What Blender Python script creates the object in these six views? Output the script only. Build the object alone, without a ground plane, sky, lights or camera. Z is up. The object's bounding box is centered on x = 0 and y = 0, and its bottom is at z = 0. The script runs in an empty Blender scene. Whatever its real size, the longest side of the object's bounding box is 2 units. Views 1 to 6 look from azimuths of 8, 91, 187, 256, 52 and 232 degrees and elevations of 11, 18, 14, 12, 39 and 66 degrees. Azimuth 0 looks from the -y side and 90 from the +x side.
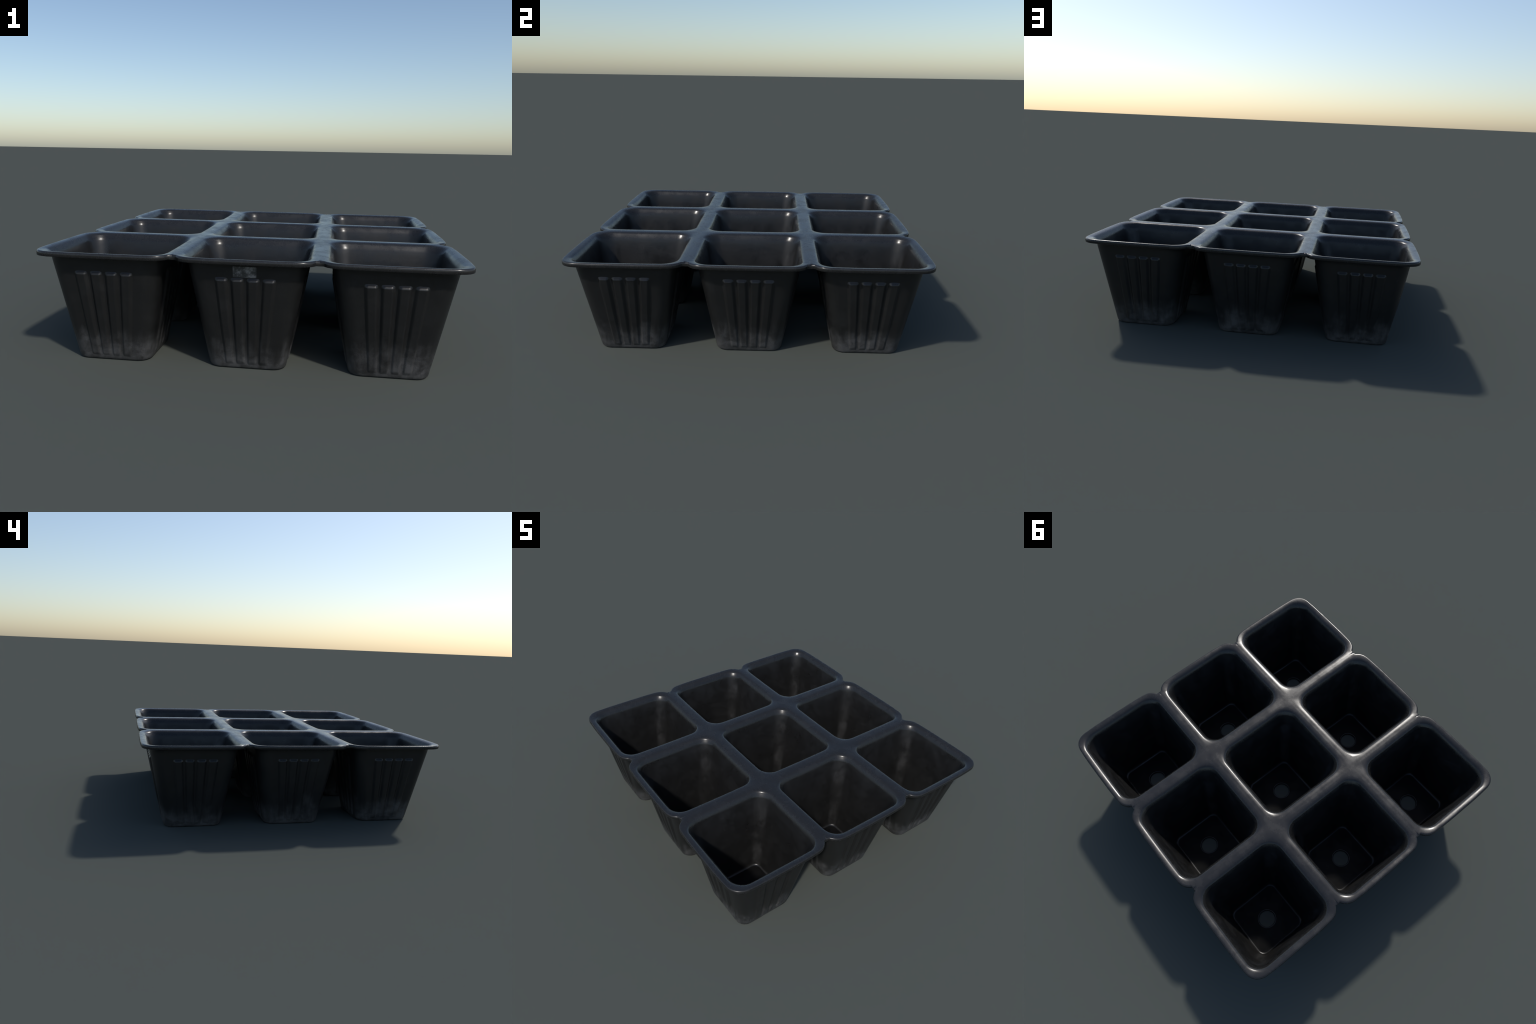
"""Black plastic nine-cell seedling tray: a domed rim grid carrying nine tapered
square pots, each with four raised ribs on every wall and a drain hole."""
import bpy, bmesh, math
from mathutils import Vector, Matrix

# ------------------------------------------------------------------ sizes
PITCH = 2.0 / 3.0            # cell spacing; the 3 x 3 grid fills 2.00 m
HALF = PITCH / 2             # half a cell at the rim
TOP = 0.5545                 # top of the rim
LIP = 0.5315                 # lower edge of the rim lip
FOOT_HALF = 0.1855           # half width of a pot's foot
TAPER = 0.1795               # widening per metre of height
WALL = 0.006                 # wall thickness
OPEN_HALF, OPEN_R = 0.2835, 0.088
LIP_R = 0.110                # corner radius of the rim outline
NOTCH = 0.279                # depth of the notch between two cells' lips
HOLE_R = 0.055
FLOOR_Z = 0.013
NS, NC = 8, 12               # segments per straight side / per corner
N = 4 * (NS + NC)


def half_out(z):
    return FOOT_HALF + TAPER * z


def half_in(z):
    return half_out(z) - WALL


def rad_out(z):
    return 0.064 + 0.045 * z


def turn(side, along, out):
    """Point of side 0..3 (south, east, north, west), counter-clockwise."""
    return ((along, -out), (out, along), (-along, out), (-out, -along))[side]


def ring(h, r):
    pts, c = [], h - r
    for side in range(4):
        for k in range(NS):
            pts.append(turn(side, -c + 2 * c * k / NS, h))
        for j in range(NC):
            a = math.pi / 2 * j / NC
            pts.append(turn(side, c + r * math.sin(a), c + r * math.cos(a)))
    return pts


def circle(r):
    pts = []
    for x, y in ring(0.2, 0.06):
        d = math.hypot(x, y)
        pts.append((x / d * r, y / d * r))
    return pts


def boundary(ext):
    """Outline of one cell's share of the rim. ext[side]: side is on the outside.
    Gives points, lip weight, and whether the point lies on a shared border."""
    pts, weight, shared = [], [], []
    c = HALF - LIP_R

    def put(side, along, out, w, s):
        pts.append(turn(side, along, out)); weight.append(w); shared.append(s)

    def bow(x):
        return 0.0045 * (abs(x) / c) ** 4

    for side in range(4):
        e, f = ext[side], ext[(side + 1) % 4]
        for k in range(NS):
            x = -c + 2 * c * k / NS
            put(side, x, HALF - (bow(x) if e else 0), 1.0 if e else 0.0, not e)
        for j in range(NC):
            a = math.pi / 2 * j / NC
            sa, ca = math.sin(a), math.cos(a)
            arc = (c + LIP_R * sa, c + LIP_R * ca)
            if e and f:
                d = 0.0045 * (abs(math.cos(2 * a)) ** 2)
                put(side, arc[0] - d * sa, arc[1] - d * ca, 1.0, False)
            elif not e and not f:
                m = LIP_R / max(sa, ca)
                put(side, c + m * sa, c + m * ca, 0.0, True)
            elif e:
                if j <= 8:
                    d = 0.0045 * (abs(math.cos(2 * a)) ** 2) if j < 6 else 0
                    put(side, arc[0] - d * sa, arc[1] - d * ca, 1.0, False)
                else:
                    y = NOTCH + (c - NOTCH) * (j - 9) / (NC - 9)
                    put(side, HALF, y, 0.75 if j == 9 else 0.0, True)
            else:
                if j >= NC - 8:
                    d = 0.0045 * (abs(math.cos(2 * a)) ** 2) if j > 6 else 0
                    put(side, arc[0] - d * sa, arc[1] - d * ca, 1.0, False)
                else:
                    x = c + (NOTCH - c) * j / (NC - 9)
                    put(side, x, HALF, 0.75 if j == NC - 9 else 0.0, True)
    return pts, weight, shared


# ------------------------------------------------------------------ one cell
# distance outward from the opening, height on an outer edge, height on a divider
RISE = [(0.0000, 0.5350, 0.5350), (0.0030, 0.5402, 0.5405), (0.0070, 0.5446, 0.5452),
        (0.0120, 0.5480, 0.5493), (0.0180, 0.5506, 0.5519)]
# remaining share of the way to the outline, and distance kept back from it
CREST = [(0.30, 0.5524, 0.5532), (0.60, 0.5537, 0.5541), (0.85, 0.5544, 0.5545)]
ROLL = [(0.0075, 0.5545, 0.5545), (0.0045, 0.5535, 0.5545), (0.0022, 0.5513, 0.5545),
        (0.0007, 0.5482, 0.5545), (0.0000, 0.5440, 0.5545)]


def cell_rings(ext):
    """Rings of (x, y, z) from the drain hole up the inside, over the rim and down
    the outside, with a tag per band between a ring and the next."""
    rings, tags = [], []

    def flat(pts, z, tag):
        rings.append([(x, y, z) for x, y in pts]); tags.append(tag)

    # drain hole; raised bead modelled to draw the pale glint of its bevelled edge
    for dr, z in ((0.0, 0.0095), (0.0008, 0.0125), (0.0026, 0.0148), (0.0052, 0.0152),
                  (0.0080, 0.0140), (0.0105, FLOOR_Z), (0.0125, FLOOR_Z)):
        flat(circle(HOLE_R + dr), z, "cell")
    fil = 0.020
    hb = half_in(FLOOR_Z + fil)
    flat(ring(hb - fil - 0.010, 0.034), FLOOR_Z, "cell")
    for k in range(6):
        a = math.pi / 2 * k / 5
        flat(ring(hb - fil + fil * math.sin(a), 0.040 + 0.016 * k / 5),
             FLOOR_Z + fil - fil * math.cos(a), "cell")
    for z in (0.045, 0.08, 0.15, 0.23, 0.31, 0.39, 0.455):
        flat(ring(half_in(z), 0.056 + 0.052 * z), z, "cell")
    flat(ring(half_in(0.495), 0.056 + 0.052 * 0.495), 0.495, "rim")
    flat(ring(half_in(0.495) + 0.0045, 0.0835), 0.513, "rim")
    flat(ring(half_in(0.495) + 0.0085, 0.0865), 0.5260, "rim")

    op = ring(OPEN_HALF, OPEN_R)
    out, weight, shared = boundary(ext)
    span = [math.hypot(o[0] - p[0], o[1] - p[1]) for o, p in zip(out, op)]

    def at(i, d):
        t = d / span[i]
        return (op[i][0] + (out[i][0] - op[i][0]) * t, op[i][1] + (out[i][1] - op[i][1]) * t)

    def mixed(dist, ze, zi, tag):
        row = []
        for i in range(N):
            w = weight[i]
            row.append((*at(i, dist(i)), ze * w + zi * (1 - w)))
        rings.append(row); tags.append(tag)

    for d, ze, zi in RISE:
        mixed(lambda i: d, ze, zi, "rim")
    last = RISE[-1][0]
    for s, ze, zi in CREST:
        mixed(lambda i: last + (span[i] - 0.0075 - last) * s, ze, zi, "rim")
    for d, ze, zi in ROLL:
        mixed(lambda i: span[i] - d, ze, zi, "lip" if d == 0 else "rim")
    # lip face, its lower edge, and the underside back to the wall
    mixed(lambda i: span[i], LIP + 0.0014, LIP, "lip")
    mixed(lambda i: span[i] - (0.0 if shared[i] else 0.0010), LIP, LIP, "lip")
    mixed(lambda i: span[i] - (0.0 if shared[i] else 0.010), LIP, LIP, "rim")
    flat(ring(half_out(0.53) + 0.003, rad_out(0.53)), LIP - 0.0002, "rim")
    flat(ring(half_out(0.527), rad_out(0.527)), 0.5275, "rim")
    flat(ring(half_out(0.495), rad_out(0.495)), 0.495, "cell")
    for z in (0.43, 0.36, 0.29, 0.22, 0.15, 0.08, 0.03, 0.012):
        flat(ring(half_out(z), rad_out(z)), z, "cell")
    flat(ring(half_out(0.0) - 0.0005, 0.0635), 0.0055, "cell")
    flat(ring(half_out(0.0) - 0.0035, 0.0615), 0.0015, "cell")
    flat(ring(half_out(0.0) - 0.0080, 0.0580), 0.0, "cell")
    flat(ring(half_out(0.0) - 0.0250, 0.0480), 0.0, "cell")
    flat(circle(HOLE_R + 0.006), 0.0, "cell")
    flat(circle(HOLE_R), 0.0012, "cell")
    return rings, tags, shared


# ------------------------------------------------------------------ materials
def make_plastic(name, patch=False):
    m = bpy.data.materials.new(name)
    m.use_nodes = True
    nt = m.node_tree
    nodes, link = nt.nodes, nt.links.new
    bsdf = nodes["Principled BSDF"]

    def node(kind, **kw):
        n = nodes.new(kind)
        for k, v in kw.items():
            setattr(n, k, v)
        return n

    def math_node(op, a, b=None, clamp=False):
        n = node("ShaderNodeMath", operation=op, use_clamp=clamp)
        for i, v in enumerate((a, b)):
            if v is None:
                continue
            if hasattr(v, "default_value"):
                link(v, n.inputs[i])
            else:
                n.inputs[i].default_value = v
        return n.outputs[0]

    geo = node("ShaderNodeNewGeometry")
    pos = geo.outputs["Position"]

    def scaled(sx, sy, sz):
        mp = node("ShaderNodeMapping")
        mp.inputs["Scale"].default_value = (sx, sy, sz)
        link(pos, mp.inputs["Vector"])
        return mp.outputs[0]

    def noise(vec, scale, detail=4.0, rough=0.55, dist=0.0):
        n = node("ShaderNodeTexNoise")
        n.inputs["Scale"].default_value = scale
        n.inputs["Detail"].default_value = detail
        n.inputs["Roughness"].default_value = rough
        n.inputs["Distortion"].default_value = dist
        link(vec, n.inputs["Vector"])
        return n.outputs["Fac"]

    def ramp(v, lo, hi, a=0.0, b=1.0, smooth=True):
        n = node("ShaderNodeMapRange", interpolation_type="SMOOTHSTEP" if smooth else "LINEAR")
        n.inputs["From Min"].default_value = lo
        n.inputs["From Max"].default_value = hi
        n.inputs["To Min"].default_value = a
        n.inputs["To Max"].default_value = b
        link(v, n.inputs["Value"])
        return n.outputs["Result"]

    def mix(fac, a, b):
        n = node("ShaderNodeMix", data_type="RGBA")
        link(fac, n.inputs[0])
        for v, s in ((a, n.inputs[6]), (b, n.inputs[7])):
            if isinstance(v, tuple):
                s.default_value = (*v, 1)
            else:
                link(v, s)
        return n.outputs[2]

    if patch:
        blot = noise(pos, 38, 5, 0.62)
        fine = noise(pos, 160, 3)
        f = ramp(math_node("ADD", blot, math_node("MULTIPLY", fine, 0.25)), 0.50, 0.86)
        col = mix(f, PATCH_DARK, PATCH_LIGHT)
        link(col, bsdf.inputs["Base Color"])
        bsdf.inputs["Roughness"].default_value = 0.6
        bump = node("ShaderNodeBump")
        bump.inputs["Strength"].default_value = 0.3
        bump.inputs["Distance"].default_value = 0.002
        link(blot, bump.inputs["Height"])
        link(bump.outputs[0], bsdf.inputs["Normal"])
        return m

    sep = node("ShaderNodeSeparateXYZ")
    link(pos, sep.inputs[0])
    z = sep.outputs["Z"]

    cloud = noise(pos, 4.5, 5, 0.6)
    blot = noise(pos, 11, 5, 0.62)
    scuff = noise(pos, 17, 7, 0.68, 0.4)
    grain = noise(pos, 260, 2, 0.6)
    streak = noise(scaled(26, 26, 3.0), 1.0, 5, 0.6)

    # dust climbing from the foot in ragged streaks
    climb = math_node("ADD", z, math_node("MULTIPLY", math_node("SUBTRACT", streak, 0.5), 0.22))
    climb = math_node("ADD", climb, math_node("MULTIPLY", math_node("SUBTRACT", cloud, 0.5), 0.30))
    foot = ramp(climb, 0.185, 0.0)
    foot = math_node("MULTIPLY", foot, ramp(scuff, 0.30, 0.66, 0.25, 1.1))
    # faint haze over everything
    haze = math_node("MULTIPLY", ramp(blot, 0.45, 0.75), 0.06)
    haze = math_node("ADD", haze, math_node("MULTIPLY", ramp(z, 0.52, 0.553), 0.10))
    nsep = node("ShaderNodeSeparateXYZ")
    link(geo.outputs["Normal"], nsep.inputs[0])
    outside = ramp(nsep.outputs["Z"], 0.10, -0.08)      # walls lean out: their skin looks down
    foot = math_node("MULTIPLY", foot, outside)
    # pale blotches in the inner corners
    bend = math_node("ABSOLUTE", math_node("MULTIPLY", nsep.outputs["X"], nsep.outputs["Y"]))
    corner_blotch = math_node("MULTIPLY", ramp(bend, 0.08, 0.42), ramp(noise(scaled(1, 1, 0.8), 7.0, 5, 0.6, 0.3), 0.44, 0.68))
    corner_blotch = math_node("MULTIPLY", corner_blotch, ramp(z, 0.50, 0.42))
    corner_blotch = math_node("MULTIPLY", corner_blotch, math_node("SUBTRACT", 0.34, math_node("MULTIPLY", outside, 0.34)))
    dust = math_node("MAXIMUM", foot, haze)
    dust = math_node("MAXIMUM", dust, corner_blotch)
    dust = math_node("MULTIPLY", dust, ramp(grain, 0.3, 0.7, 0.8, 1.1), clamp=True)

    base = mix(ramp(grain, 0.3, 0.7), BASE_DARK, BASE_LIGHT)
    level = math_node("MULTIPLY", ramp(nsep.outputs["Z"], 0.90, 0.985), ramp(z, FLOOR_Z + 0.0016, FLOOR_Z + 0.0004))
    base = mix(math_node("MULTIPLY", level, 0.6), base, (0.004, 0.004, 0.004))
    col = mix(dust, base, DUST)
    # tiny pale nicks
    vor = node("ShaderNodeTexVoronoi", feature="DISTANCE_TO_EDGE")
    vor.inputs["Scale"].default_value = 9
    warp = node("ShaderNodeVectorMath", operation="ADD")
    wn = node("ShaderNodeTexNoise")
    wn.inputs["Scale"].default_value = 14
    link(pos, wn.inputs["Vector"])
    link(pos, warp.inputs[0]); link(wn.outputs["Color"], warp.inputs[1])
    link(warp.outputs[0], vor.inputs["Vector"])
    line = ramp(vor.outputs["Distance"], 0.014, 0.003)
    nick = math_node("MULTIPLY", line, ramp(noise(pos, 19, 2), 0.62, 0.70))
    col = mix(math_node("MULTIPLY", nick, 0.35), col, (0.09, 0.09, 0.09))
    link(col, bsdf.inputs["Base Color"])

    # the handled rim is polished, the walls below it duller and, inside, blotchy
    rim_mask = ramp(z, 0.49, 0.535)
    inside = math_node("SUBTRACT", 1.0, outside)
    amount = math_node("ADD", 0.16, math_node("MULTIPLY", rim_mask, 0.26))
    rough = math_node("ADD", ROUGH, math_node("MULTIPLY", math_node("SUBTRACT", blot, 0.5), amount))
    rough = math_node("SUBTRACT", rough, math_node("MULTIPLY", rim_mask, 0.13))
    cling = math_node("MULTIPLY", math_node("SUBTRACT", ramp(noise(pos, 8.5, 5, 0.6), 0.40, 0.62), 0.45), 0.20)
    rough = math_node("ADD", rough, math_node("MULTIPLY", math_node("MULTIPLY", cling, inside), math_node("SUBTRACT", 1.0, rim_mask)))
    rough = math_node("ADD", rough, math_node("MULTIPLY", foot, 0.22))
    rough = math_node("ADD", rough, math_node("MULTIPLY", math_node("SUBTRACT", grain, 0.5), 0.10), clamp=True)
    link(rough, bsdf.inputs["Roughness"])
    bsdf.inputs["IOR"].default_value = 1.46
    # specular cut on the pot floors to drop their sky reflection; edges keep it
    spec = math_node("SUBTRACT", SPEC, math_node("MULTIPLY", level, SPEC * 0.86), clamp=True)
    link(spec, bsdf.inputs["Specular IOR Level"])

    bump = node("ShaderNodeBump")
    link(ramp(z, 0.49, 0.545, 0.36, 0.12), bump.inputs["Strength"])
    bump.inputs["Distance"].default_value = 0.0012
    h = math_node("ADD", math_node("MULTIPLY", grain, 0.5), noise(pos, 40, 3))
    link(h, bump.inputs["Height"])
    link(bump.outputs[0], bsdf.inputs["Normal"])
    return m


BASE_DARK, BASE_LIGHT = (0.0095, 0.0095, 0.0095), (0.0145, 0.0145, 0.0145)
DUST = (0.072, 0.072, 0.073)
ROUGH, SPEC = 0.39, 0.5
PATCH_DARK, PATCH_LIGHT = (0.034, 0.035, 0.035), (0.23, 0.235, 0.235)
plastic = make_plastic("black_plastic")
patch_mat = make_plastic("faded_sticker", patch=True)

scene = bpy.context.scene


def add(obj, parent=None):
    scene.collection.objects.link(obj)
    obj.parent = parent
    return obj


tray = add(bpy.data.objects.new("seedling_tray", None))
tray["label"] = "black plastic seedling tray with nine tapered square cells"
tray["category"] = "plant tray"

# ------------------------------------------------------------------ body
verts, faces, owner = [], [], []
centres = [((i - 1) * PITCH, (j - 1) * PITCH) for j in range(3) for i in range(3)]
for n, (cx, cy) in enumerate(centres):
    i, j = n % 3, n // 3
    ext = (j == 0, i == 2, j == 2, i == 0)
    rings, tags, shared = cell_rings(ext)
    base = len(verts)
    for row in rings:
        verts.extend((x + cx, y + cy, z) for x, y, z in row)
    R = len(rings)
    for r in range(R):
        q = (r + 1) % R
        for a in range(N):
            b = (a + 1) % N
            if tags[r] == "lip" and shared[a] and shared[b]:
                continue             # no inner wall where two cells join
            faces.append((base + r * N + a, base + r * N + b, base + q * N + b, base + q * N + a))
            owner.append(9 if tags[r] in ("rim", "lip") else n)

bm = bmesh.new()
vs = [bm.verts.new(v) for v in verts]
for f, o in zip(faces, owner):
    face = bm.faces.new([vs[k] for k in f])
    face.material_index = o
    face.smooth = True
bmesh.ops.remove_doubles(bm, verts=bm.verts, dist=1e-5)
bmesh.ops.dissolve_degenerate(bm, dist=1e-6, edges=bm.edges)
bm.normal_update()
bm.verts.index_update()
normals = [v.normal.copy() for v in bm.verts]
coords = [v.co.copy() for v in bm.verts]
groups = {}
for f in bm.faces:
    groups.setdefault(f.material_index, []).append([v.index for v in f.verts])
bm.free()


def part(name, polys):
    used = sorted({k for p in polys for k in p})
    slot = {k: s for s, k in enumerate(used)}
    me = bpy.data.meshes.new(name)
    me.from_pydata([coords[k] for k in used], [], [[slot[k] for k in p] for p in polys])
    me.polygons.foreach_set("use_smooth", [True] * len(me.polygons))
    me.normals_split_custom_set_from_vertices([normals[k] for k in used])
    me.materials.append(plastic)
    return add(bpy.data.objects.new(name, me), tray)


rim = part("rim", groups[9])
cells = [part("cell", groups[n]) for n in range(9)]

# ------------------------------------------------------------------ ribs
RIB_TOP, RIB_FOOT = 0.461, 0.016
RIB_H = 0.0120
REF = half_out(0.452)


def smooth(t):
    t = min(1.0, max(0.0, t))
    return t * t * (3 - 2 * t)


def ramp_up(t):
    """Straight slope with eased ends."""
    t = min(1.0, max(0.0, t))
    return 0.65 * t + 0.35 * smooth(t)


def rib_mesh(k):
    """Raised flute on the south wall; k is its place across, in wall halves."""
    me_bm = bmesh.new()
    us = [t / 12 for t in range(-12, 13)]
    zs = [RIB_FOOT + t for t in (0, .003, .006, .010, .014, .019, .025, .035)]
    zs += [0.09 + 0.05 * s for s in range(7)]
    zs += [RIB_TOP - t for t in (.030, .025, .022, .020, .018, .016, .014, .011, .008, .005, .003, .0015, 0)]
    slope = math.atan(TAPER)
    nrm = Vector((0, -math.cos(slope), -math.sin(slope)))
    grid, back = [], []
    for z in zs:
        row, brow = [], []
        hw = half_out(z)
        for u in us:
            top = ramp_up((RIB_TOP - z - 0.005 * abs(u) ** 4) / 0.0150)
            foot = smooth((z - RIB_FOOT) / 0.024)
            side = smooth((1 - abs(u)) / 0.58)
            hgt = RIB_H * (0.52 + 0.48 * smooth(z / 0.30)) * side * min(top, foot) - 0.0006
            x = hw * k + u * 0.0355 * hw / REF
            p = Vector((x, -hw, z))
            row.append(me_bm.verts.new(p + nrm * hgt))
            brow.append(me_bm.verts.new(p - nrm * 0.0025))
        grid.append(row); back.append(brow)
    U, Z = len(us), len(zs)
    for a in range(Z - 1):
        for b in range(U - 1):
            me_bm.faces.new((grid[a][b], grid[a][b + 1], grid[a + 1][b + 1], grid[a + 1][b]))
            me_bm.faces.new((back[a][b], back[a + 1][b], back[a + 1][b + 1], back[a][b + 1]))
    edge = [(a, 0) for a in range(Z)] + [(Z - 1, b) for b in range(1, U)] + \
           [(a, U - 1) for a in range(Z - 2, -1, -1)] + [(0, b) for b in range(U - 2, 0, -1)]
    for e, (a, b) in enumerate(edge):
        c, d = edge[(e + 1) % len(edge)]
        me_bm.faces.new((grid[a][b], grid[c][d], back[c][d], back[a][b]))
    bmesh.ops.recalc_face_normals(me_bm, faces=me_bm.faces)
    for f in me_bm.faces:
        f.smooth = True
    me = bpy.data.meshes.new("rib")
    me_bm.to_mesh(me)
    me_bm.free()
    me.materials.append(plastic)
    return me


rib_meshes = [rib_mesh(k * 0.275 + 0.008) for k in (-1.5, -0.5, 0.5, 1.5)]
for cell, (cx, cy) in zip(cells, centres):
    for side in range(4):
        turned = Matrix.Translation((cx, cy, 0)) @ Matrix.Rotation(side * math.pi / 2, 4, "Z")
        for me in rib_meshes:
            o = add(bpy.data.objects.new("rib", me), cell)
            o.matrix_local = turned

# ------------------------------------------------------------------ faded sticker
def sticker():
    b = bmesh.new()
    w, z0, z1, t, r = 0.0535, 0.4635, 0.5145, 0.0012, 0.004
    outline = []
    for cx, cz, a0 in ((w - r, z0 + r, -90), (w - r, z1 - r, 0), (-w + r, z1 - r, 90), (-w + r, z0 + r, 180)):
        for s in range(5):
            a = math.radians(a0 + 22.5 * s)
            outline.append((cx + r * math.cos(a), cz + r * math.sin(a)))
    front = [b.verts.new((x, -PITCH - half_out(z) - t, z)) for x, z in outline]
    rear = [b.verts.new((x, -PITCH - half_out(z) + 0.001, z)) for x, z in outline]
    b.faces.new(front); b.faces.new(rear[::-1])
    n = len(outline)
    for s in range(n):
        b.faces.new((front[(s + 1) % n], front[s], rear[s], rear[(s + 1) % n]))
    bmesh.ops.recalc_face_normals(b, faces=b.faces)
    me = bpy.data.meshes.new("sticker")
    b.to_mesh(me); b.free()
    me.materials.append(patch_mat)
    return add(bpy.data.objects.new("sticker", me), cells[1])


sticker()
